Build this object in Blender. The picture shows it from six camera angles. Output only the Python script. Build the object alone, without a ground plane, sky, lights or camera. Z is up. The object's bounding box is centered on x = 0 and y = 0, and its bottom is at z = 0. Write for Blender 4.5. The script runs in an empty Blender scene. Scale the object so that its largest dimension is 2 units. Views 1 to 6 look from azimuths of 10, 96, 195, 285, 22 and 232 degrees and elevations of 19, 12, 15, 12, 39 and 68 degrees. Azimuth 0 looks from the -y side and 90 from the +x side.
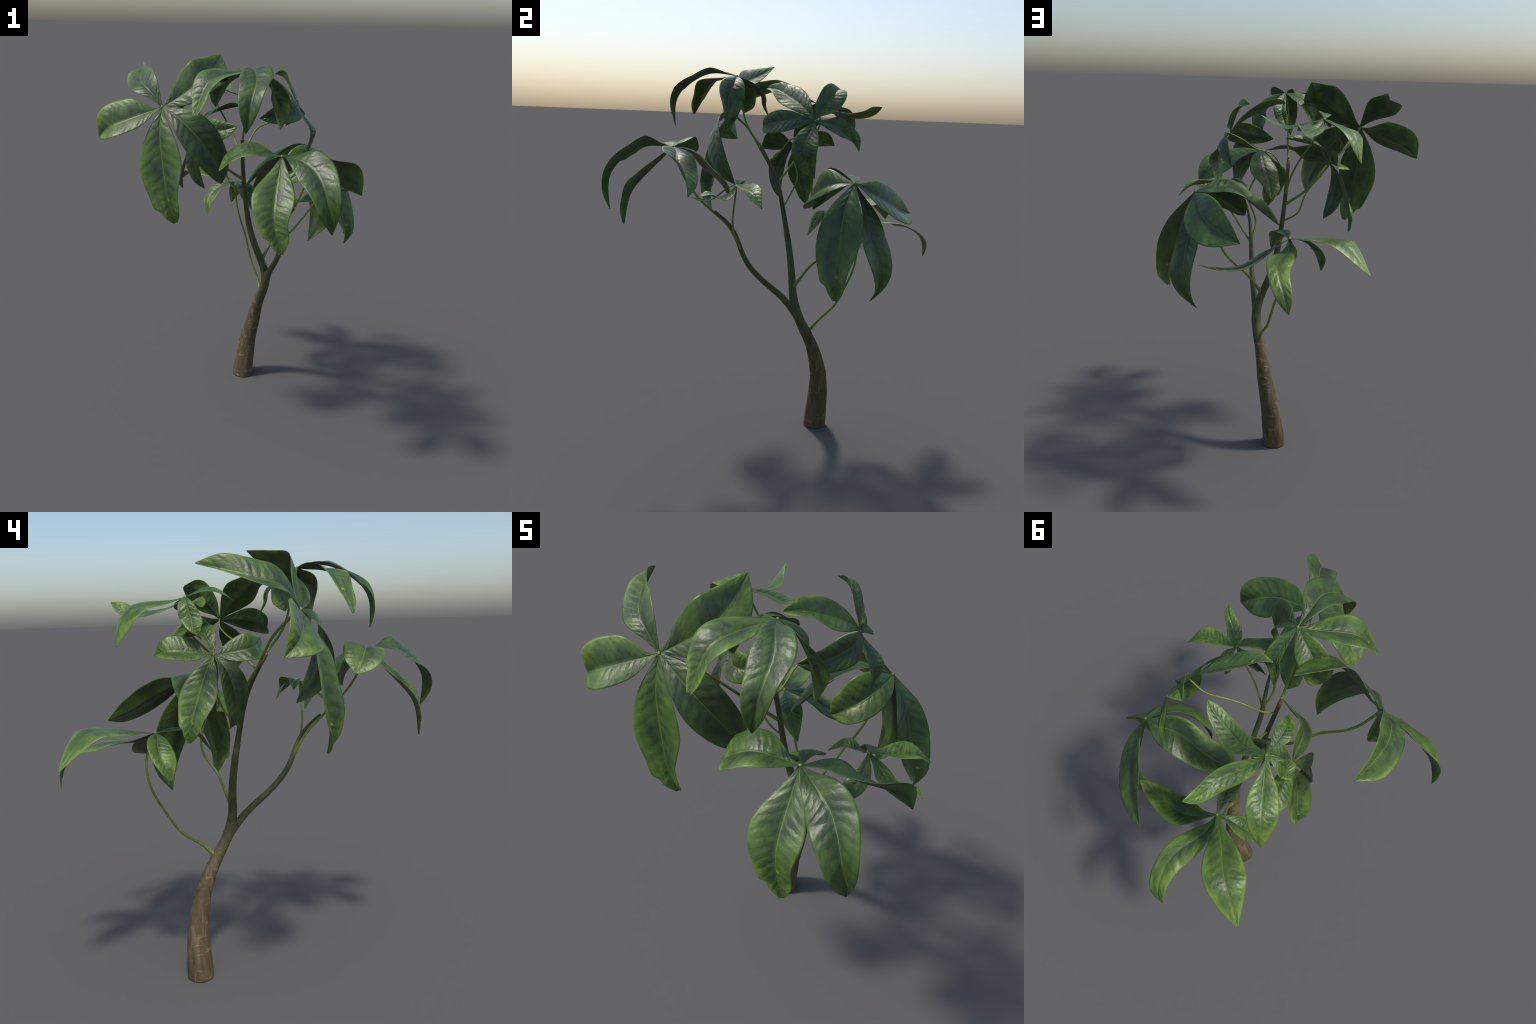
"""A young broad-leaved sapling: a bent trunk that forks once, thin green leaf
stalks, and nine palmate compound leaves of five drooping leaflets each.

Every leaflet is described by its midrib (four points after the hub), the way its
blade faces, twists along the midrib, widens (left / right) and cups."""
import math
import random

import bmesh
import bpy
import numpy as np
from mathutils import Matrix, Vector

random.seed(7)
rng = np.random.default_rng(7)
scene = bpy.context.scene


# ---------------------------------------------------------------- small tools
def spline(knots, values, x):
    """Natural cubic spline through (knots, values), evaluated at x."""
    k, y = np.asarray(knots, float), np.asarray(values, float)
    if y.ndim == 1:
        return spline(k, y[:, None], x)[:, 0]
    n, h = len(k), np.diff(k)
    a, b = np.zeros((n, n)), np.zeros_like(y)
    a[0, 0] = a[-1, -1] = 1
    for i in range(1, n - 1):
        a[i, i - 1], a[i, i], a[i, i + 1] = h[i - 1], 2 * (h[i - 1] + h[i]), h[i]
        b[i] = 6 * ((y[i + 1] - y[i]) / h[i] - (y[i] - y[i - 1]) / h[i - 1])
    m = np.linalg.solve(a, b)
    i = np.clip(np.searchsorted(k, x) - 1, 0, n - 2)
    p, q, w = ((k[i + 1] - x) / h[i])[:, None], ((x - k[i]) / h[i])[:, None], h[i][:, None]
    return p * y[i] + q * y[i + 1] + ((p**3 - p) * m[i] + (q**3 - q) * m[i + 1]) * w**2 / 6


def unit(v):
    return v / (np.linalg.norm(v, axis=-1, keepdims=True) + 1e-12)


def carry_frame(path, first):
    """Tangents, and a normal carried along the path without twisting."""
    t = unit(np.gradient(path, axis=0))
    n = [unit(first - (first @ t[0]) * t[0])]
    for i in range(1, len(path)):
        n.append(unit(n[-1] - (n[-1] @ t[i]) * t[i]))
    return t, np.array(n)


def new_object(name, mesh, parent=None, smooth=True):
    ob = bpy.data.objects.new(name, mesh)
    scene.collection.objects.link(ob)
    if parent is not None:
        ob.parent = parent
    if smooth and mesh is not None:
        mesh.polygons.foreach_set("use_smooth", [True] * len(mesh.polygons))
    return ob


# ---------------------------------------------------------------- materials
class Nodes:
    """A little wrapper that keeps node graphs readable."""

    def __init__(self, name):
        self.mat = bpy.data.materials.new(name)
        self.mat.use_nodes = True
        self.tree = self.mat.node_tree
        self.out = self.tree.nodes["Material Output"]
        self.bsdf = self.tree.nodes["Principled BSDF"]

    def put(self, socket, value):
        if isinstance(value, bpy.types.NodeSocket):
            self.tree.links.new(value, socket)
        else:
            socket.default_value = value

    def node(self, kind, **inputs):
        n = self.tree.nodes.new(kind)
        for k, v in inputs.items():
            self.put(n.inputs[k.replace("_", " ")], v)
        return n

    def math(self, op, a, b=0.0, c=None, clamp=False):
        n = self.tree.nodes.new("ShaderNodeMath")
        n.operation, n.use_clamp = op, clamp
        self.put(n.inputs[0], a)
        self.put(n.inputs[1], b)
        if c is not None:
            self.put(n.inputs[2], c)
        return n.outputs[0]

    def ramp(self, value, lo, hi, smooth=True):
        """0 below lo, 1 above hi."""
        n = self.tree.nodes.new("ShaderNodeMapRange")
        n.interpolation_type = "SMOOTHSTEP" if smooth else "LINEAR"
        self.put(n.inputs["Value"], value)
        flip = lo > hi
        n.inputs["From Min"].default_value, n.inputs["From Max"].default_value = min(lo, hi), max(lo, hi)
        n.inputs["To Min"].default_value, n.inputs["To Max"].default_value = (1, 0) if flip else (0, 1)
        return n.outputs[0]

    def mix(self, fac, a, b, blend="MIX"):
        n = self.tree.nodes.new("ShaderNodeMix")
        n.data_type, n.blend_type = "RGBA", blend
        self.put(n.inputs[0], fac)
        self.put(n.inputs[6], a if isinstance(a, bpy.types.NodeSocket) else (*a, 1))
        self.put(n.inputs[7], b if isinstance(b, bpy.types.NodeSocket) else (*b, 1))
        return n.outputs[2]

    def scalar(self, name, kind="GEOMETRY"):
        n = self.tree.nodes.new("ShaderNodeAttribute")
        n.attribute_type, n.attribute_name = kind, name
        return n.outputs["Fac"]

    def noise(self, vector, scale, detail=3.0, rough=0.55, distortion=0.0):
        n = self.node("ShaderNodeTexNoise", Vector=vector, Scale=scale, Detail=detail, Roughness=rough, Distortion=distortion)
        return n.outputs["Fac"]

    def combine(self, x, y, z):
        return self.node("ShaderNodeCombineXYZ", X=x, Y=y, Z=z).outputs[0]

    def bump(self, height, strength, distance, normal=None):
        n = self.node("ShaderNodeBump", Height=height, Strength=strength, Distance=distance)
        if normal is not None:
            self.put(n.inputs["Normal"], normal)
        return n.outputs[0]


VEIN_PAIRS = 13.0


def leaf_material():
    """Waxy blade. "along" runs 0..1 from hub to tip, "across" -1..1 from edge to edge."""
    g = Nodes("waxy_leaf")
    s, x = g.scalar("along"), g.scalar("across")
    ax = g.math("ABSOLUTE", x)
    seed = g.math("MULTIPLY", g.tree.nodes.new("ShaderNodeObjectInfo").outputs["Random"], 37.0)
    youth = g.scalar('["youth"]', "OBJECT")
    plane = g.combine(x, g.math("MULTIPLY", s, 3.2), seed)
    streak = g.combine(g.math("MULTIPLY", x, 1.1), g.math("MULTIPLY", s, 22.0), seed)
    blotch = g.noise(plane, 1.7, 2.0, 0.5)
    fine = g.noise(streak, 1.6, 4.0, 0.6, 0.4)

    # lateral veins leave the midrib and lean towards the tip, slightly uneven
    wob = g.math("MULTIPLY", g.math("SUBTRACT", g.noise(plane, 2.6, 2.0), 0.5), 1.3)
    slant = g.math("MULTIPLY", g.math("POWER", ax, 1.3), 1.25)
    side = g.math("MULTIPLY", g.math("SIGN", x), 0.21)
    phase = g.math("ADD", g.math("SUBTRACT", g.math("MULTIPLY", s, VEIN_PAIRS), slant), g.math("ADD", wob, side))
    wave = g.math("ABSOLUTE", g.math("SINE", g.math("MULTIPLY", phase, math.pi)))
    vein = g.ramp(wave, 0.22, 0.0)
    pillow = g.math("POWER", wave, 2.0)
    inner = g.math("MULTIPLY", g.ramp(ax, 0.02, 0.16), g.ramp(ax, 1.0, 0.72))
    rib_width = g.math("MULTIPLY_ADD", s, -0.018, 0.032)
    rib = g.ramp(g.math("DIVIDE", ax, rib_width), 1.25, 0.55)

    # colour: dark blue-green heart, fresher and yellower to the margin and the tip
    edge = g.math("POWER", ax, 2.2)
    fresh = g.math("MULTIPLY_ADD", edge, 0.44, g.math("MULTIPLY", g.ramp(s, 0.45, 1.0), 0.34))
    fresh = g.math("ADD", fresh, g.math("MULTIPLY", g.math("SUBTRACT", blotch, 0.5), 1.6))
    fresh = g.math("ADD", fresh, g.math("MULTIPLY", g.math("SUBTRACT", fine, 0.5), 0.22))
    fresh = g.math("MULTIPLY", fresh, g.math("MULTIPLY_ADD", g.ramp(s, 0.0, 0.3), 0.75, 0.25))
    fresh = g.math("MULTIPLY_ADD", youth, 0.9, g.math("SUBTRACT", fresh, 0.41))
    dark = g.mix(g.ramp(blotch, 0.35, 0.7), (0.027, 0.050, 0.017), (0.040, 0.071, 0.017))
    col = g.mix(g.ramp(fresh, -0.15, 0.45), dark, (0.060, 0.112, 0.019))
    col = g.mix(g.ramp(fresh, 0.35, 0.95), col, (0.138, 0.218, 0.030))
    col = g.mix(g.math("MULTIPLY", g.math("MULTIPLY", vein, inner), 0.06), col, (0.085, 0.140, 0.030))
    col = g.mix(g.math("MULTIPLY", g.ramp(wave, 0.25, 0.6), g.math("MULTIPLY", g.ramp(wave, 1.0, 0.6), 0.06)), col, (0.010, 0.026, 0.010))
    rim = g.math("MULTIPLY", g.ramp(ax, 0.945, 0.99), g.math("MULTIPLY", g.ramp(blotch, 0.40, 0.68), 0.4))
    col = g.mix(rim, col, (0.105, 0.200, 0.042))
    col = g.mix(g.math("MULTIPLY", rib, 0.75), col, (0.115, 0.185, 0.030))

    # the largest leaflets carry a torn yellow streak beside the midrib
    du = g.math("SUBTRACT", g.math("SUBTRACT", s, 0.715), g.math("MULTIPLY", x, 0.11))
    spot = g.math("MULTIPLY", g.ramp(g.math("ABSOLUTE", du), 0.014, 0.003), g.math("MULTIPLY", g.ramp(x, -0.02, 0.03), g.ramp(x, 0.26, 0.10)))
    spot = g.math("MULTIPLY", spot, g.scalar('["blemish"]', "OBJECT"))
    col = g.mix(g.math("MULTIPLY", spot, 0.75), col, (0.30, 0.33, 0.06))
    g.put(g.bsdf.inputs["Base Color"], col)

    fold = g.noise(g.combine(g.math("MULTIPLY", x, 0.9), g.math("SUBTRACT", g.math("MULTIPLY", s, 17.0), g.math("MULTIPLY", ax, 1.5)), seed), 1.1, 2.0, 0.5)
    height = g.math("MULTIPLY", g.math("MULTIPLY", pillow, inner), g.math("MULTIPLY_ADD", fold, 1.2, 0.1))
    height = g.math("ADD", height, g.math("MULTIPLY", g.math("SUBTRACT", fold, 0.5), 1.1))
    height = g.math("SUBTRACT", height, g.math("MULTIPLY", rib, 0.55))
    crisp = g.math("MULTIPLY", g.math("MULTIPLY", g.ramp(wave, 0.30, 0.0, False), inner), 0.16)
    height = g.math("SUBTRACT", height, crisp)
    normal = g.bump(height, 0.5, 0.0026)
    crinkle = g.noise(g.combine(g.math("MULTIPLY", x, 3.0), g.math("MULTIPLY", s, 26.0), seed), 2.2, 3.0, 0.6, 0.8)
    normal = g.bump(crinkle, 0.12, 0.0020, normal)
    g.put(g.bsdf.inputs["Normal"], normal)
    g.put(g.bsdf.inputs["Roughness"], g.math("MULTIPLY_ADD", fine, 0.20, 0.33))
    g.bsdf.inputs["Specular IOR Level"].default_value = 0.5
    return g.mat


def stalk_material():
    g = Nodes("green_stalk")
    tex = g.tree.nodes.new("ShaderNodeTexCoord").outputs["Object"]
    n = g.noise(tex, 18.0, 3.0)
    col = g.mix(g.ramp(n, 0.3, 0.7), (0.135, 0.180, 0.022), (0.215, 0.270, 0.036))
    g.put(g.bsdf.inputs["Base Color"], col)
    g.bsdf.inputs["Roughness"].default_value = 0.5
    g.put(g.bsdf.inputs["Normal"], g.bump(g.noise(tex, 160.0, 3.0), 0.25, 0.002))
    return g.mat


def bark_material():
    """Brown scarred bark at the foot that thins out to smooth green bark above the fork."""
    g = Nodes("young_bark")
    tex = g.tree.nodes.new("ShaderNodeTexCoord").outputs["Object"]
    xyz = g.node("ShaderNodeSeparateXYZ", Vector=tex).outputs
    z = xyz["Z"]
    tall = g.node("ShaderNodeMapping", Vector=tex)
    tall.inputs["Scale"].default_value = (1.0, 1.0, 0.22)
    flat = g.node("ShaderNodeMapping", Vector=tex)
    flat.inputs["Scale"].default_value = (1.0, 1.0, 2.6)
    patch = g.noise(tex, 15.0, 4.0, 0.6, 0.6)
    streak = g.noise(tall.outputs[0], 52.0, 4.0, 0.6)
    grain = g.noise(tall.outputs[0], 220.0, 3.0, 0.6)
    col = g.mix(g.ramp(streak, 0.28, 0.72), (0.050, 0.037, 0.016), (0.122, 0.086, 0.037))
    col = g.mix(g.math("MULTIPLY", g.ramp(patch, 0.40, 0.64), 0.7), col, (0.084, 0.068, 0.027))
    grey = g.ramp(g.noise(tall.outputs[0], 24.0, 3.0, 0.55, 0.9), 0.55, 0.62)
    col = g.mix(g.math("MULTIPLY", grey, 0.6), col, (0.175, 0.122, 0.082))
    moss = g.math("MULTIPLY", g.ramp(g.noise(tall.outputs[0], 22.0, 2.0), 0.54, 0.70), g.ramp(z, 0.34, 0.05))
    col = g.mix(g.math("MULTIPLY", moss, 0.65), col, (0.110, 0.100, 0.018))
    scar_noise = g.noise(flat.outputs[0], 15.0, 3.0, 0.55, 0.6)
    scar = g.math("MULTIPLY", g.ramp(scar_noise, 0.595, 0.665), g.ramp(streak, 0.30, 0.55))
    col = g.mix(g.math("MULTIPLY", scar, 0.55), col, (0.260, 0.155, 0.066))
    # green bark upwards, with a few rusty nodes left
    smooth_green = g.mix(g.ramp(patch, 0.35, 0.7), (0.052, 0.064, 0.017), (0.090, 0.098, 0.030))
    rust = g.ramp(g.noise(flat.outputs[0], 13.0, 3.0, 0.55), 0.60, 0.74)
    smooth_green = g.mix(g.math("MULTIPLY", rust, 0.6), smooth_green, (0.170, 0.098, 0.050))
    climb = g.ramp(g.math("ADD", z, g.math("MULTIPLY", g.math("SUBTRACT", patch, 0.5), 0.55)), 0.42, 0.80)
    col = g.mix(climb, col, smooth_green)
    tip = g.ramp(g.math("ADD", z, g.math("MULTIPLY", g.math("SUBTRACT", streak, 0.5), 0.05)), 1.505, 1.545)
    col = g.mix(g.math("MULTIPLY", tip, 0.8), col, (0.150, 0.105, 0.045))
    g.put(g.bsdf.inputs["Base Color"], col)
    g.put(g.bsdf.inputs["Roughness"], g.math("MULTIPLY_ADD", climb, -0.22, 0.78))
    rough = g.math("ADD", g.math("MULTIPLY", streak, 0.8), g.math("MULTIPLY_ADD", grain, 0.35, g.math("MULTIPLY", scar, 0.3)))
    rough = g.math("ADD", rough, g.math("MULTIPLY", patch, 0.9))
    rough = g.math("MULTIPLY", rough, g.math("MULTIPLY_ADD", climb, -0.75, 1.0))
    g.put(g.bsdf.inputs["Normal"], g.bump(rough, 0.7, 0.007))
    return g.mat


LEAF, STALK, BARK = leaf_material(), stalk_material(), bark_material()


# ---------------------------------------------------------------- leaflet
ROWS, COLS, THICK = 96, 21, 0.0018
WIDTH_KNOTS = (0, 0.12, 0.3, 0.5, 0.7, 0.87, 1.0)


def leaflet_mesh(spine, face, roll, left, right, cup_left, cup_right, torn):
    s = np.linspace(0, 1, ROWS)
    mid = spline(np.linspace(0, 1, 5), np.vstack([np.zeros(3), spine]), s)
    t, n = carry_frame(mid, np.asarray(face, float))
    b = np.cross(n, t)
    a = np.interp(s, (0, 0.33, 0.67, 1), roll)[:, None]
    side, up = np.cos(a) * b + np.sin(a) * n, np.cos(a) * n - np.sin(a) * b
    half = []
    for width, cup, sign in ((right, cup_right, -1), (left, cup_left, 1)):
        w = np.maximum(spline(WIDTH_KNOTS, (0.004, *width, 0.012 if torn else 0.002), s), 0.001)[:, None]
        if torn and sign < 0:
            # an old tear: the edge steps in sharply towards the tip
            w = w * (1 + 0.13 * np.tanh((0.80 - s) / 0.010) * np.exp(-(((s - 0.80) / 0.085) ** 2)))[:, None]
        c = np.interp(s, (0.15, 0.5, 0.85), cup)[:, None]
        half.append((w, np.cos(c) * sign * side + np.sin(c) * up))
    length = np.linalg.norm(np.diff(mid, axis=0), axis=1).sum()
    x = np.linspace(-1, 1, COLS)
    x = np.sign(x) * np.abs(x) ** 0.9
    top = np.empty((ROWS, COLS, 3))
    for j, xj in enumerate(x):
        w, d = half[0] if xj < 0 else half[1]
        r = abs(xj)
        # the blade lifts softly from the midrib instead of folding like paper
        rise = 0.05 * w * math.sin(math.pi * r)
        phase = s * VEIN_PAIRS - 1.25 * r**1.3 + 0.21 * np.sign(xj)
        quilt = np.sin(np.pi * phase) ** 2 * min(1, r / 0.15) * min(1, (1 - r) / 0.25) * np.minimum(1, w[:, 0] / 0.03)
        groove = -0.0012 * math.exp(-((r / 0.05) ** 2)) * np.minimum(1, w[:, 0] / 0.03)
        top[:, j] = mid + w * r * d + up * (rise + (0.0011 * length * quilt + groove)[:, None])
    edge = np.clip((1 - np.abs(x)) / 0.1, 0.35, 1)[None, :, None]
    low = top - up[:, None] * THICK * edge
    grid = lambda k: np.arange(ROWS * COLS).reshape(ROWS, COLS) + k * ROWS * COLS
    u, v = grid(0), grid(1)
    quads = lambda p, q, r, w: np.stack([p, q, r, w], -1).reshape(-1, 4)
    # column 0 is the right edge, the last column the left one; upper faces look along "up"
    faces = [quads(u[:-1, :-1], u[1:, :-1], u[1:, 1:], u[:-1, 1:])[:, ::-1], quads(v[:-1, :-1], v[1:, :-1], v[1:, 1:], v[:-1, 1:])]
    ring_u = np.concatenate([u[:, 0], u[-1, 1:], u[-2::-1, -1], u[0, -2:0:-1]])
    ring_v = ring_u + ROWS * COLS
    faces.append(quads(ring_u, np.roll(ring_u, -1), np.roll(ring_v, -1), ring_v))
    mesh = bpy.data.meshes.new("leaflet")
    mesh.from_pydata(np.vstack([top.reshape(-1, 3), low.reshape(-1, 3)]).tolist(), [], np.vstack(faces).tolist())
    along, across = np.repeat(s, COLS), np.tile(x, ROWS)
    for name, value in (("along", along), ("across", across)):
        mesh.attributes.new(name, "FLOAT", "POINT").data.foreach_set("value", np.tile(value, 2).astype(np.float32))
    bm = bmesh.new()
    bm.from_mesh(mesh)
    bmesh.ops.recalc_face_normals(bm, faces=bm.faces)
    bm.to_mesh(mesh)
    bm.free()
    mesh.materials.append(LEAF)
    return mesh


# ---------------------------------------------------------------- stems
def tube(points, knots, radii, sides=12, rows=60, cap=True, squeeze=0.0):
    """A round stem through the points; radii are given at the knots (0..1)."""
    s = np.linspace(0, 1, rows)
    path = spline(np.linspace(0, 1, len(points)), np.asarray(points, float), s)
    t, n = carry_frame(path, np.array([0.31, 0.83, 0.12]))
    b = np.cross(t, n)
    r = np.maximum(np.interp(s, knots, radii), 1e-4)
    ang = np.arange(sides) * math.tau / sides
    ring = np.cos(ang)[None, :, None] * n[:, None] + np.sin(ang)[None, :, None] * b[:, None]
    v = (path[:, None] + ring * r[:, None, None]).reshape(-1, 3)
    f = []
    for i in range(rows - 1):
        for j in range(sides):
            k = (j + 1) % sides
            f.append((i * sides + j, i * sides + k, (i + 1) * sides + k, (i + 1) * sides + j))
    if cap:
        f += [tuple(range(sides))[::-1], tuple(range((rows - 1) * sides, rows * sides))]
    return v, f


sapling = new_object("sapling", None)
sapling["label"] = "young sapling with bent forked trunk and drooping palmate glossy leaves"
sapling["category"] = "sapling tree"

# ---------------------------------------------------------------- the stems (metres, z up)
TRUNK = ((-0.031, 0.246, -0.001), (-0.014, 0.256, 0.189), (0.026, 0.246, 0.374), (0.076, 0.191, 0.555), (0.124, 0.117, 0.725), (0.077, 0.085, 0.893), (0.031, 0.056, 1.061), (0.013, 0.018, 1.241), (0.008, -0.027, 1.409), (0.02, -0.116, 1.579))
BRANCH = ((0.114, 0.142, 0.661), (0.158, 0.051, 0.789), (0.208, -0.058, 0.895), (0.245, -0.154, 1.019), (0.273, -0.211, 1.164), (0.328, -0.301, 1.266))

# three leaves grow to the same pattern, turned and sized differently; its leaflets:
PATTERN = [
    dict(spine=((0.0035, -0.0567, -0.1301), (0.026, -0.0859, -0.2973), (0.0531, -0.1023, -0.4597), (0.0842, -0.0872, -0.5651)), face=(-0.6, -0.6, 0.5), roll=(-0.72, -0.44, -0.31, -0.84), left=(0.0341, 0.0923, 0.1154, 0.0865, 0.0584), right=(0.0314, 0.0828, 0.117, 0.0843, 0.0456), cup_left=(0.12, 0.09, 0.55), cup_right=(0.22, 0.35, 0.44), youth=0.60, blemish=1.0),
    dict(spine=((0.1104, -0.0519, -0.055), (0.2115, -0.0498, -0.1556), (0.2859, 0.0118, -0.2975), (0.2836, 0.0786, -0.389)), face=(-0.6, -0.6, 0.5), roll=(-0.35, -0.28, -0.38, -0.5), left=(0.0366, 0.0827, 0.098, 0.0718, 0.0359), right=(0.0267, 0.0663, 0.0909, 0.0735, 0.0372), cup_left=(0.03, 0.15, 0.05), cup_right=(0.08, 0.15, 0.18), youth=0.30),
    dict(spine=((0.0839, 0.0246, 0.05), (0.193, 0.0566, 0.1316), (0.2255, 0.1514, 0.179), (0.2352, 0.2685, 0.2455)), face=(-0.6, -0.6, 0.5), roll=(0.54, 0.58, 0.75, 0.79), left=(0.0266, 0.0815, 0.1081, 0.0902, 0.0489), right=(0.0245, 0.0704, 0.089, 0.0888, 0.0555), cup_left=(0.16, 0.2, 0.25), cup_right=(0.06, 0.2, 0.05), youth=0.42),
    dict(spine=((-0.0847, 0.0423, 0.0801), (-0.1453, 0.1145, 0.1059), (-0.1778, 0.2156, 0.1337), (-0.1988, 0.3401, 0.1678)), face=(-0.6, -0.6, 0.5), roll=(0.39, 0.41, 0.42, 0.29), left=(0.0218, 0.0589, 0.0677, 0.0701, 0.0584), right=(0.037, 0.0792, 0.0873, 0.0713, 0.0494), cup_left=(0.2, 0.38, 0.66), cup_right=(0.16, 0.21, 0.7), youth=0.50),
    dict(spine=((-0.0824, -0.024, -0.0319), (-0.1711, -0.0445, -0.0662), (-0.2644, -0.0507, -0.1087), (-0.3329, -0.0097, -0.1621)), face=(-0.6, -0.6, 0.5), roll=(-0.3, -0.37, -0.3, -0.47), left=(0.0238, 0.0634, 0.0826, 0.0866, 0.0475), right=(0.0182, 0.082, 0.1114, 0.1061, 0.0657), cup_left=(0.16, 0.19, 0.43), cup_right=(0.25, 0.22, 0.47), youth=0.62),
]

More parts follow.
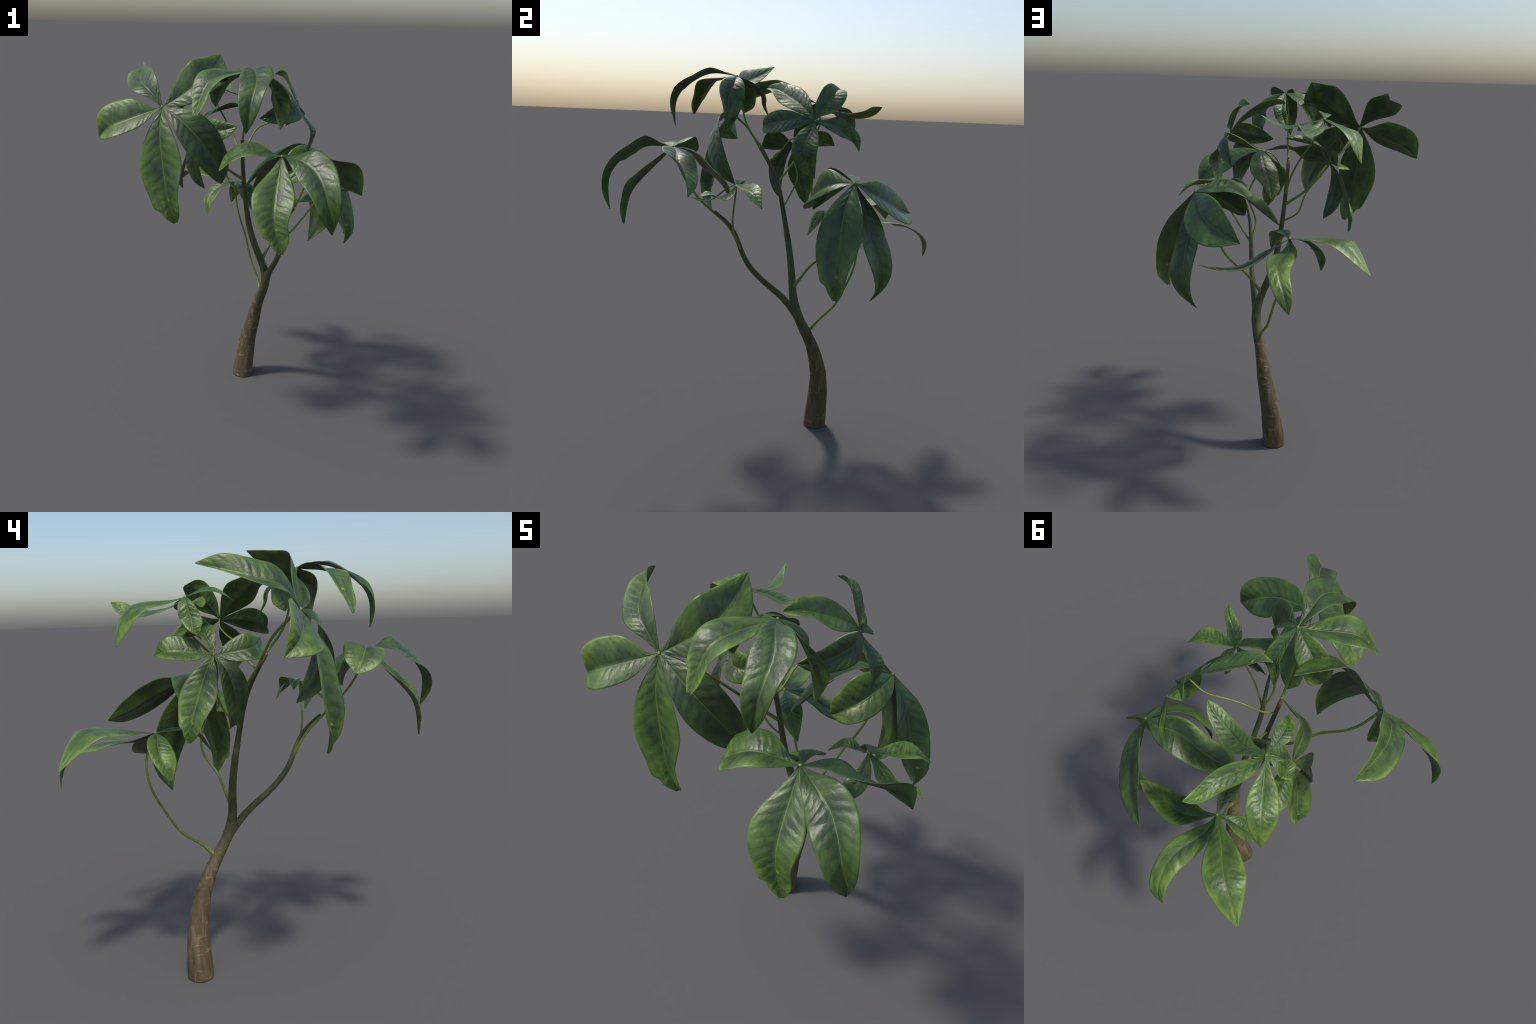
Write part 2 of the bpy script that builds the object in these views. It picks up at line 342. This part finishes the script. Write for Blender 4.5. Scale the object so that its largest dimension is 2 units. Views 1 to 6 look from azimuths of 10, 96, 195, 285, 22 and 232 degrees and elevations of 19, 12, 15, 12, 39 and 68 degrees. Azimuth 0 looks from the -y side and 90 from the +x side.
# compound leaves: stalk from the stem to the hub, and the leaflets round the hub
LEAVES = [
    dict(stalk=((0.02, -0.111, 1.579), (0.047, -0.188, 1.688), (0.054, -0.22, 1.81), (0.082, -0.244, 1.936)), thickness=0.0054, flare=1.2, leaflets=[
        dict(spine=((-0.0687, -0.0702, -0.0107), (-0.1489, -0.1707, -0.036), (-0.1906, -0.2245, -0.112), (-0.2103, -0.2679, -0.1987)), face=(0.19, -0.57, 0.9), roll=(0.4, 0.32, 0.35, 0.26), left=(0.0198, 0.0658, 0.0826, 0.0589, 0.048), right=(0.0246, 0.0625, 0.0842, 0.0583, 0.0329), cup_left=(0.16, 0.3, 0.3), cup_right=(0.07, 0.21, 0.32), youth=0.60, blemish=1.0),
        dict(spine=((0.0352, -0.1098, 0.0115), (0.0688, -0.2021, -0.0261), (0.0629, -0.2972, -0.118), (0.042, -0.311, -0.261)), face=(0.19, -0.57, 0.9), roll=(-0.31, 0.28, 0.41, -0.34), left=(0.0219, 0.063, 0.079, 0.0616, 0.0369), right=(0.0289, 0.0589, 0.0832, 0.0686, 0.0443), cup_left=(0.32, 0.06, 0.48), cup_right=(0.26, 0.23, 0.37), youth=0.30),
        dict(spine=((0.0682, -0.0033, -0.0382), (0.1226, -0.0198, -0.1057), (0.1563, -0.0139, -0.1828), (0.1606, -0.0284, -0.2793)), face=(0.19, -0.57, 0.9), roll=(-0.87, -0.91, -1.4, -1.63), left=(0.0294, 0.0637, 0.0813, 0.0676, 0.0411), right=(0.0221, 0.0564, 0.0743, 0.0629, 0.0309), cup_left=(0.35, 0.09, 0.17), cup_right=(0.23, 0.51, 0.41), youth=0.42),
        dict(spine=((-0.0035, 0.057, -0.0321), (-0.0137, 0.1234, -0.0887), (-0.0285, 0.1333, -0.1346), (-0.0539, 0.168, -0.2014)), face=(0.19, -0.57, 0.9), roll=(-0.54, -0.6, -0.41, -0.56), left=(0.0073, 0.0177, 0.0225, 0.0242, 0.0174), right=(0.0131, 0.0356, 0.0484, 0.0438, 0.0266), cup_left=(0.09, 0.14, 0.17), cup_right=(0.16, 0.26, 0.22), youth=0.50),
        dict(spine=((-0.0626, 0.014, -0.0168), (-0.1254, 0.0208, -0.0559), (-0.1666, 0.0177, -0.1298), (-0.1782, 0.0172, -0.1842)), face=(0.19, -0.57, 0.9), roll=(0.86, 0.86, 0.8, 0.74), left=(0.0176, 0.046, 0.0611, 0.0592, 0.0342), right=(0.0198, 0.0549, 0.0664, 0.0633, 0.045), cup_left=(0.19, 0.24, 0.32), cup_right=(0.04, 0.16, 0.19), youth=0.62),
    ]),
    dict(stalk=((0.008, -0.004, 1.335), (-0.119, -0.054, 1.435), (-0.198, -0.142, 1.553), (-0.299, -0.224, 1.658), (-0.342, -0.341, 1.755)), thickness=0.0066, flare=1.4, turn=(0, 0, 0), size=1.0000, leaflets=PATTERN),
    dict(stalk=((0.254, -0.176, 1.067), (0.253, -0.251, 1.192), (0.333, -0.355, 1.303), (0.312, -0.462, 1.43), (0.29, -0.527, 1.573)), thickness=0.0064, flare=1.2, leaflets=[
        dict(spine=((-0.0037, -0.1147, -0.1184), (-0.0013, -0.1986, -0.2114), (0.0139, -0.2301, -0.2958), (0.0418, -0.2392, -0.3968)), face=(0.29, -0.53, 0.9), roll=(0.41, 0.26, 0.32, 0.29), left=(0.0426, 0.0894, 0.0912, 0.0643, 0.0544), right=(0.0427, 0.0997, 0.0977, 0.0688, 0.0401), cup_left=(0.2, 0.31, 0.34), cup_right=(0.13, 0.27, 0.3), youth=0.60, blemish=1.0),
        dict(spine=((0.0931, -0.0987, 0.0066), (0.1759, -0.1713, -0.0321), (0.236, -0.2436, -0.1341), (0.2623, -0.2351, -0.2909)), face=(0.29, -0.53, 0.9), roll=(-0.4, 0.47, 0.44, 0.31), left=(0.0276, 0.0723, 0.0871, 0.0695, 0.0427), right=(0.0292, 0.0653, 0.0887, 0.0762, 0.0496), cup_left=(0.29, 0.11, 0.55), cup_right=(0.14, 0.09, 0.62), youth=0.30),
        dict(spine=((0.0905, 0.0415, -0.0197), (0.2015, 0.0734, -0.0629), (0.292, 0.1341, -0.1198), (0.3732, 0.1673, -0.2021)), face=(0.29, -0.53, 0.9), roll=(-0.92, -0.86, -1.16, -1.38), left=(0.0231, 0.076, 0.1034, 0.0892, 0.0471), right=(0.0249, 0.0713, 0.09, 0.0964, 0.0635), cup_left=(0.43, 0.11, 0.08), cup_right=(0.2, 0.3, 0.6), youth=0.42),
        dict(spine=((-0.019, 0.1083, -0.0158), (-0.0646, 0.1767, -0.0957), (-0.1134, 0.2399, -0.1793), (-0.1351, 0.2716, -0.2597)), face=(0.29, -0.53, 0.9), roll=(-0.45, -0.37, -0.43, -0.38), left=(0.027, 0.0689, 0.0842, 0.0651, 0.051), right=(0.0233, 0.0659, 0.0905, 0.0597, 0.0289), cup_left=(-0.3, -0.19, 0.08), cup_right=(-0.26, -0.13, 0.17), youth=0.50),
        dict(spine=((-0.0862, -0.0046, 0.0127), (-0.1796, -0.0127, 0.0136), (-0.2632, -0.0031, -0.0388), (-0.3053, 0.0178, -0.0868)), face=(0.29, -0.53, 0.9), roll=(0.32, 0.32, 0.26, 0.15), left=(0.0309, 0.0652, 0.0819, 0.0816, 0.0437), right=(0.0189, 0.0757, 0.0963, 0.0897, 0.0616), cup_left=(0.14, 0.14, 0.14), cup_right=(0.1, 0.1, 0.1), youth=0.62),
    ]),
    dict(stalk=((0.098, 0.091, 0.832), (0.139, 0.143, 0.917), (0.188, 0.201, 0.998), (0.23, 0.273, 1.067), (0.28, 0.301, 1.158), (0.32, 0.29, 1.258), (0.359, 0.338, 1.348), (0.383, 0.386, 1.442)), thickness=0.0066, flare=1.9, leaflets=[
        dict(spine=((0.0861, -0.0401, -0.1237), (0.1376, -0.0567, -0.2964), (0.1856, -0.0669, -0.434), (0.1801, -0.06, -0.5361)), face=(0.42, 0.43, 0.9), roll=(0.43, 0.51, 0.65, 0.54), left=(0.0424, 0.0977, 0.1107, 0.0778, 0.054), right=(0.0379, 0.0935, 0.1123, 0.0798, 0.04), cup_left=(0.03, 0.27, 0.41), cup_right=(-0.01, 0.17, 0.31), youth=0.60, blemish=1.0),
        dict(spine=((-0.001, 0.056, -0.1489), (0.0117, 0.0974, -0.277), (0.0008, 0.1496, -0.4454), (-0.0513, 0.1098, -0.591)), face=(0.42, 0.43, 0.9), roll=(-0.02, -0.01, 0.06, 0.23), left=(0.0344, 0.0922, 0.1155, 0.0959, 0.0528), right=(0.0265, 0.0669, 0.0931, 0.094, 0.0518), cup_left=(0.35, 0.15, 0.3), cup_right=(0.4, 0.06, 0.31), youth=0.30),
        dict(spine=((-0.0394, 0.0775, -0.041), (-0.1225, 0.1764, -0.102), (-0.237, 0.2448, -0.1512), (-0.3489, 0.3055, -0.1751)), face=(0.42, 0.43, 0.9), roll=(0.21, 0.22, 0.16, 0.12), left=(0.0228, 0.0812, 0.1098, 0.092, 0.0512), right=(0.0199, 0.0781, 0.1086, 0.0988, 0.0526), cup_left=(0.23, 0.13, 0.4), cup_right=(0.19, 0.16, 0.34), youth=0.42),
        dict(spine=((-0.0905, -0.0257, 0.0233), (-0.1733, -0.0774, 0.0181), (-0.2874, -0.1215, -0.0759), (-0.4012, -0.209, -0.1894)), face=(0.42, 0.43, 0.9), roll=(0.17, 0.05, -0.02, -0.03), left=(0.0278, 0.0567, 0.0733, 0.0762, 0.0758), right=(0.0254, 0.0794, 0.1042, 0.0884, 0.0467), cup_left=(0.07, 0.29, 0.41), cup_right=(0.1, 0.15, 0.5), youth=0.50),
        dict(spine=((-0.0185, -0.0963, -0.0101), (-0.0774, -0.1724, -0.0537), (-0.1501, -0.2074, -0.1072), (-0.2075, -0.2046, -0.1452)), face=(0.42, 0.43, 0.9), roll=(-0.18, -0.32, -0.1, -0.35), left=(0.0282, 0.065, 0.0819, 0.0716, 0.0383), right=(0.0352, 0.0905, 0.1077, 0.0838, 0.0582), cup_left=(0.18, 0.19, 0.31), cup_right=(0.15, 0.29, 0.33), youth=0.62),
    ]),
    dict(stalk=((0.013, -0.072, 1.504), (0.041, -0.011, 1.557), (0.078, 0.039, 1.62), (0.143, 0.093, 1.646), (0.193, 0.152, 1.691), (0.267, 0.177, 1.728)), thickness=0.0040, flare=1.2, turn=(-116.06, 31.41, -68.03), size=0.6577, leaflets=PATTERN),
    dict(stalk=((0.011, 0.016, 1.248), (-0.082, 0.038, 1.307), (-0.124, 0.076, 1.408), (-0.184, 0.049, 1.495), (-0.247, 0.043, 1.587)), thickness=0.0045, flare=1.2, turn=(-7.25, 25.91, -74.7), size=0.6545, leaflets=PATTERN),
    dict(stalk=((0.008, -0.021, 1.388), (-0.037, 0.054, 1.497), (-0.1, 0.123, 1.6), (-0.175, 0.183, 1.698), (-0.232, 0.16, 1.82)), thickness=0.0054, flare=1.2, leaflets=[
        dict(spine=((-0.0726, 0.0697, -0.0248), (-0.1433, 0.1349, -0.0395), (-0.1993, 0.184, -0.086), (-0.2325, 0.2101, -0.189)), face=(-0.49, 0.34, 0.9), roll=(-0.12, -0.13, -0.08, -0.11), left=(0.0221, 0.0539, 0.0655, 0.0629, 0.0374), right=(0.0096, 0.0442, 0.0614, 0.0504, 0.0326), cup_left=(0.17, 0.08, -0.28), cup_right=(0.2, 0.05, -0.23), youth=0.78),
        dict(spine=((0.0157, 0.0715, -0.0372), (0.0479, 0.1884, -0.0514), (0.0392, 0.284, -0.0433), (0.0487, 0.3585, -0.0087)), face=(-0.49, 0.34, 0.9), roll=(0.15, 0.28, -0.04, -0.39), left=(0.0176, 0.0422, 0.0476, 0.0354, 0.0222), right=(0.012, 0.0363, 0.0421, 0.0349, 0.0302), cup_left=(0, 0.03, -0.19), cup_right=(0.16, -0.42, 0.11), youth=0.75),
        dict(spine=((0.09, 0.0394, -0.0244), (0.1744, 0.0395, -0.0455), (0.2629, 0.0447, -0.023), (0.3241, 0.0399, 0.013)), face=(-0.49, 0.34, 0.9), roll=(0.53, 0.53, 0.68, 0.67), left=(0.0203, 0.0526, 0.059, 0.0413, 0.0231), right=(0.0231, 0.0425, 0.0442, 0.0419, 0.0299), cup_left=(0.1, 0.09, 0.19), cup_right=(0.01, 0.07, 0.02), youth=0.60),
        dict(spine=((0.0084, -0.0524, 0.0197), (0.0253, -0.1021, 0.0283), (0.0548, -0.1481, 0.0102), (0.0891, -0.1819, -0.0218)), face=(-0.49, 0.34, 0.9), roll=(-0.05, -0.09, 0.02, -0.17), left=(0.01, 0.0281, 0.0335, 0.0267, 0.0154), right=(0.0113, 0.0288, 0.0418, 0.0337, 0.0206), cup_left=(0.03, 0.02, 0.06), cup_right=(0.01, 0.07, 0.07), youth=0.65),
        dict(spine=((-0.053, -0.0241, -0.0263), (-0.0592, -0.0436, -0.0885), (-0.0842, -0.0558, -0.1233), (-0.0739, -0.0815, -0.1593)), face=(-0.49, 0.34, 0.9), roll=(-0.26, -0.35, -0.31, -0.22), left=(0.0109, 0.0286, 0.0415, 0.0476, 0.0358), right=(0.0172, 0.0419, 0.0448, 0.0292, 0.0118), cup_left=(0.07, 0.11, 0.18), cup_right=(0.12, 0.17, 0.19), youth=0.72),
    ]),
    dict(stalk=((0.088, 0.178, 0.584), (0.055, 0.247, 0.661), (0.006, 0.32, 0.726), (-0.032, 0.371, 0.818), (-0.067, 0.412, 0.912), (-0.108, 0.431, 1.021), (-0.123, 0.422, 1.129), (-0.122, 0.377, 1.235)), thickness=0.0066, flare=2.0, leaflets=[
        dict(spine=((-0.1255, 0.0686, 0.0234), (-0.2506, 0.1447, 0.0479), (-0.3408, 0.1831, 0.0183), (-0.4512, 0.2283, -0.0902)), face=(-0.18, 0.57, 0.9), roll=(-0.53, -0.53, -0.44, -0.47), left=(0.0245, 0.0721, 0.0989, 0.0833, 0.0415), right=(0.0264, 0.0739, 0.0956, 0.0799, 0.0515), cup_left=(0, -0.17, -0.04), cup_right=(0.01, 0.02, -0.01), youth=0.78),
        dict(spine=((-0.0214, 0.1094, -0.0407), (-0.0162, 0.2732, -0.0546), (-0.0763, 0.4077, -0.1324), (-0.1157, 0.4315, -0.2467)), face=(-0.18, 0.57, 0.9), roll=(0.27, 0.22, 0.14, 0.1), left=(0.0202, 0.0572, 0.0678, 0.0463, 0.0314), right=(0.0227, 0.0547, 0.0533, 0.0506, 0.0335), cup_left=(0.24, -0.42, 0.29), cup_right=(-0.17, 0.24, -0.04), youth=0.75),
        dict(spine=((-0.0643, -0.0376, -0.0142), (-0.1201, -0.0655, -0.0585), (-0.1456, -0.1028, -0.1152), (-0.144, -0.1241, -0.1874)), face=(-0.18, 0.57, 0.9), roll=(-0.69, -0.72, -0.7, -0.59), left=(0.0159, 0.0445, 0.0645, 0.06, 0.0364), right=(0.0141, 0.0425, 0.0517, 0.0433, 0.0259), cup_left=(0.19, 0.01, 0.01), cup_right=(0.27, 0.24, -0.01), youth=0.72),
        dict(spine=((0.0449, -0.0721, 0.0134), (0.0921, -0.1463, 0.0049), (0.122, -0.1876, -0.046), (0.1563, -0.2191, -0.1142)), face=(-0.18, 0.57, 0.9), roll=(0.26, 0.15, 0.06, 0.05), left=(0.0162, 0.0392, 0.0526, 0.0443, 0.0248), right=(0.0145, 0.0422, 0.0513, 0.0472, 0.0251), cup_left=(-0.02, -0.04, -0.12), cup_right=(-0.11, -0.03, -0.09), youth=0.65),
        dict(spine=((0.0846, 0.0842, -0.0576), (0.1794, 0.1193, -0.1306), (0.2987, 0.139, -0.1588), (0.4228, 0.175, -0.1318)), face=(-0.18, 0.57, 0.9), roll=(0.84, 0.72, 0.89, 0.93), left=(0.02, 0.0579, 0.076, 0.07, 0.0479), right=(0.0258, 0.0681, 0.0789, 0.0567, 0.0353), cup_left=(0.07, 0.15, 0.27), cup_right=(-0.01, 0.07, 0.06), youth=0.60),
    ]),
    dict(stalk=((0.253, -0.171, 1.059), (0.322, -0.193, 1.137), (0.384, -0.198, 1.223), (0.436, -0.184, 1.314), (0.44, -0.174, 1.42)), thickness=0.0052, flare=1.2, leaflets=[
        dict(spine=((0.0538, -0.0189, -0.0429), (0.1143, -0.062, -0.0596), (0.1864, -0.0862, -0.0292), (0.2414, -0.1268, -0.0409)), face=(0.56, -0.22, 0.9), roll=(0.2, 0.21, -0.2, -0.06), left=(0.0132, 0.0327, 0.0356, 0.0267, 0.0167), right=(0.0123, 0.0331, 0.0389, 0.0307, 0.0187), cup_left=(0.06, -0.11, -0.09), cup_right=(-0.05, -0.07, -0.04), youth=0.75),
        dict(spine=((0.0641, 0.0353, -0.01), (0.126, 0.0699, -0.0195), (0.1681, 0.1032, -0.0316), (0.2183, 0.1508, -0.0853)), face=(0.56, -0.22, 0.9), roll=(-0.53, -0.31, -0.44, -0.17), left=(0.0165, 0.0439, 0.0583, 0.0526, 0.0248), right=(0.0159, 0.0419, 0.0548, 0.0487, 0.0282), cup_left=(0.33, 0.47, 0.29), cup_right=(0.48, 0.5, 0.27), youth=0.78),
        dict(spine=((-0.0434, 0.0031, 0.0031), (-0.0842, 0.0027, 0.0097), (-0.1243, -0.0027, -0.0061), (-0.1598, -0.0055, -0.0324)), face=(0.56, -0.22, 0.9), roll=(0.53, 0.23, 0.17, 0.2), left=(0.0076, 0.0208, 0.0271, 0.0232, 0.0137), right=(0.008, 0.0255, 0.035, 0.0281, 0.0149), cup_left=(0.26, 0.32, 0.31), cup_right=(0.07, 0.41, 0.29), youth=0.60),
        dict(spine=((0.0019, -0.0586, -0.0349), (-0.0131, -0.1142, -0.079), (-0.0426, -0.1744, -0.091), (-0.0731, -0.2394, -0.0846)), face=(0.56, -0.22, 0.9), roll=(0.62, 0.57, 0.69, 0.72), left=(0.0144, 0.036, 0.0418, 0.0352, 0.0213), right=(0.0135, 0.0338, 0.0418, 0.0355, 0.0206), cup_left=(0.09, 0.03, 0.12), cup_right=(-0.03, 0.05, -0.07), youth=0.72),
        dict(spine=((-0.0002, 0.0408, -0.0074), (-0.0082, 0.0795, -0.0228), (-0.0373, 0.0937, -0.0498), (-0.0395, 0.1114, -0.0895)), face=(0.56, -0.22, 0.9), roll=(-0.38, -0.4, -0.48, -0.45), left=(0.0098, 0.0255, 0.0322, 0.0271, 0.0156), right=(0.0098, 0.0251, 0.0315, 0.0269, 0.0155), cup_left=(-0.02, -0.03, -0.05), cup_right=(0.03, 0.03, 0.03), youth=0.65),
    ]),
]

# ---------------------------------------------------------------- woody parts: one skin, fork blended
def wood():
    parts = [
        # starts a little below the ground, and is sawn off flat there
        tube(((TRUNK[0][0] - 0.010, TRUNK[0][1] - 0.012, TRUNK[0][2] - 0.19), *TRUNK), [0] + [(k + 1 / 9) * 0.9 for k in (0, 0.05, 0.1, 0.15, 0.2, 0.25, 0.3, 0.35, 0.4, 0.45, 0.5, 0.6, 0.68, 0.75, 0.93, 0.965, 0.985, 1)],
             (0.0645, 0.0645, 0.0605, 0.0565, 0.051, 0.0455, 0.040, 0.034, 0.030, 0.0268, 0.0268, 0.0222, 0.0192, 0.0172, 0.0142, 0.0112, 0.0105, 0.0115, 0.0100), sides=40, rows=240),
        tube(BRANCH, (0, 0.15, 0.4, 0.62, 0.72, 0.85, 1), (0.0225, 0.0185, 0.0158, 0.0140, 0.0125, 0.0095, 0.0070), sides=32, rows=140),
    ]
    verts, faces = [], []
    for v, f in parts:
        k = len(verts)
        verts += v.tolist()
        faces += [tuple(i + k for i in q) for q in f]
    mesh = bpy.data.meshes.new("wood")
    mesh.from_pydata(verts, [], faces)
    ob = new_object("wood", mesh)
    rm = ob.modifiers.new("skin", "REMESH")
    rm.mode, rm.voxel_size = "VOXEL", 0.0045
    sm = ob.modifiers.new("soften", "CORRECTIVE_SMOOTH")
    sm.iterations, sm.smooth_type = 6, "LENGTH_WEIGHTED"
    sm.use_only_smooth = True
    done = bpy.data.meshes.new_from_object(ob.evaluated_get(bpy.context.evaluated_depsgraph_get()))
    bpy.data.objects.remove(ob)
    # the foot: flat cut on the ground, knobbly bark swellings
    n = len(done.vertices)
    co, no = np.empty(n * 3), np.empty(n * 3)
    done.vertices.foreach_get("co", co)
    done.vertices.foreach_get("normal", no)
    co, no = co.reshape(-1, 3), no.reshape(-1, 3)
    q = co * np.array([38.0, 38.0, 15.0])
    lump = np.sin(q[:, 0] + 1.3 * np.sin(q[:, 2])) * np.sin(q[:, 1] + 0.8 * np.sin(q[:, 2] * 1.7 + 1))
    amount = 0.0030 * np.clip(1 - co[:, 2] / 0.7, 0, 1)
    co = co + no * (lump * amount)[:, None]
    done.vertices.foreach_set("co", co.ravel())
    bm = bmesh.new()
    bm.from_mesh(done)
    cut = bmesh.ops.bisect_plane(bm, geom=[*bm.verts, *bm.edges, *bm.faces], plane_co=(0, 0, 0.0), plane_no=(0, 0, 1), clear_inner=True)
    bmesh.ops.holes_fill(bm, edges=[e for e in cut["geom_cut"] if isinstance(e, bmesh.types.BMEdge)], sides=0)
    bmesh.ops.recalc_face_normals(bm, faces=bm.faces)
    bm.to_mesh(done)
    bm.free()
    done.update()
    return done


def split_wood(whole):
    """Trunk and branch share one smooth skin; the border vertices and normals coincide."""
    n = len(whole.vertices)
    co, no = np.empty(n * 3), np.empty(n * 3)
    whole.vertices.foreach_get("co", co)
    whole.vertices.foreach_get("normal", no)
    co, no = co.reshape(-1, 3), no.reshape(-1, 3)
    s = np.linspace(0, 1, 200)
    line = lambda pts: spline(np.linspace(0, 1, len(pts)), np.asarray(pts, float), s)
    away = lambda p, c: np.min(np.linalg.norm(p[:, None] - c[None], axis=2), axis=1)
    polys = [tuple(p.vertices) for p in whole.polygons]
    centre = np.array([co[list(p)].mean(0) for p in polys])
    on_branch = (away(centre, line(BRANCH)) < away(centre, line(TRUNK)) + 0.002) & (centre[:, 2] > 0.70)
    for name, keep in (("trunk", ~on_branch), ("branch", on_branch)):
        chosen = [polys[i] for i in np.nonzero(keep)[0]]
        used = sorted({i for p in chosen for i in p})
        index = {old: new for new, old in enumerate(used)}
        mesh = bpy.data.meshes.new(name)
        mesh.from_pydata(co[used].tolist(), [], [tuple(index[i] for i in p) for p in chosen])
        mesh.materials.append(BARK)
        new_object(name, mesh, sapling)
        mesh.normals_split_custom_set_from_vertices(no[used].tolist())


split_wood(wood())


# ---------------------------------------------------------------- compound leaves
def hub_mesh(v, f, hub, r):
    """A small swollen joint where the leaflets meet, added to the stalk."""
    bm = bmesh.new()
    bmesh.ops.create_icosphere(bm, subdivisions=2, radius=r * 1.25, matrix=Matrix.Translation(Vector(hub)))
    k, v, f = len(v), v.tolist(), list(f)
    bm.verts.ensure_lookup_table()
    v += [tuple(p.co) for p in bm.verts]
    f += [tuple(p.index + k for p in face.verts) for face in bm.faces]
    bm.free()
    return v, f


shared = {}
for leaf in LEAVES:
    stalk = np.array(leaf["stalk"])
    hub, r, flare = stalk[-1], leaf["thickness"], leaf["flare"]
    compound = new_object("compound_leaf", None, sapling)
    compound.location = hub
    # stalks flare where they leave the stem and thicken a little under the hub
    v, f = tube(stalk - hub, (0, 0.05, 0.13, 0.3, 0.8, 0.97, 1), (flare * r, (1 + 0.7 * (flare - 1)) * r, (1 + 0.15 * (flare - 1)) * r, r, 0.85 * r, 0.95 * r, 0.8 * r), sides=12, rows=64)
    v, f = hub_mesh(v, f, (0, 0, 0), 0.95 * r)
    mesh = bpy.data.meshes.new("leaf_stalk")
    mesh.from_pydata(v, [], f)
    mesh.materials.append(STALK)
    new_object("leaf_stalk", mesh, compound)
    turn, size = leaf.get("turn", (0, 0, 0)), leaf.get("size", 1.0)
    for k, form in enumerate(leaf["leaflets"]):
        shape = {a: b for a, b in form.items() if a not in ("youth", "blemish")}
        key = (id(leaf["leaflets"]), k)
        if key not in shared:
            shared[key] = leaflet_mesh(**shape, torn="blemish" in form)
        blade = new_object("leaflet", shared[key], compound)
        blade.rotation_euler = [math.radians(a) for a in turn]
        blade.scale = (size, size, size)
        blade["youth"] = float(form["youth"] + random.uniform(-0.04, 0.04))
        blade["blemish"] = float(form.get("blemish", 0.0))
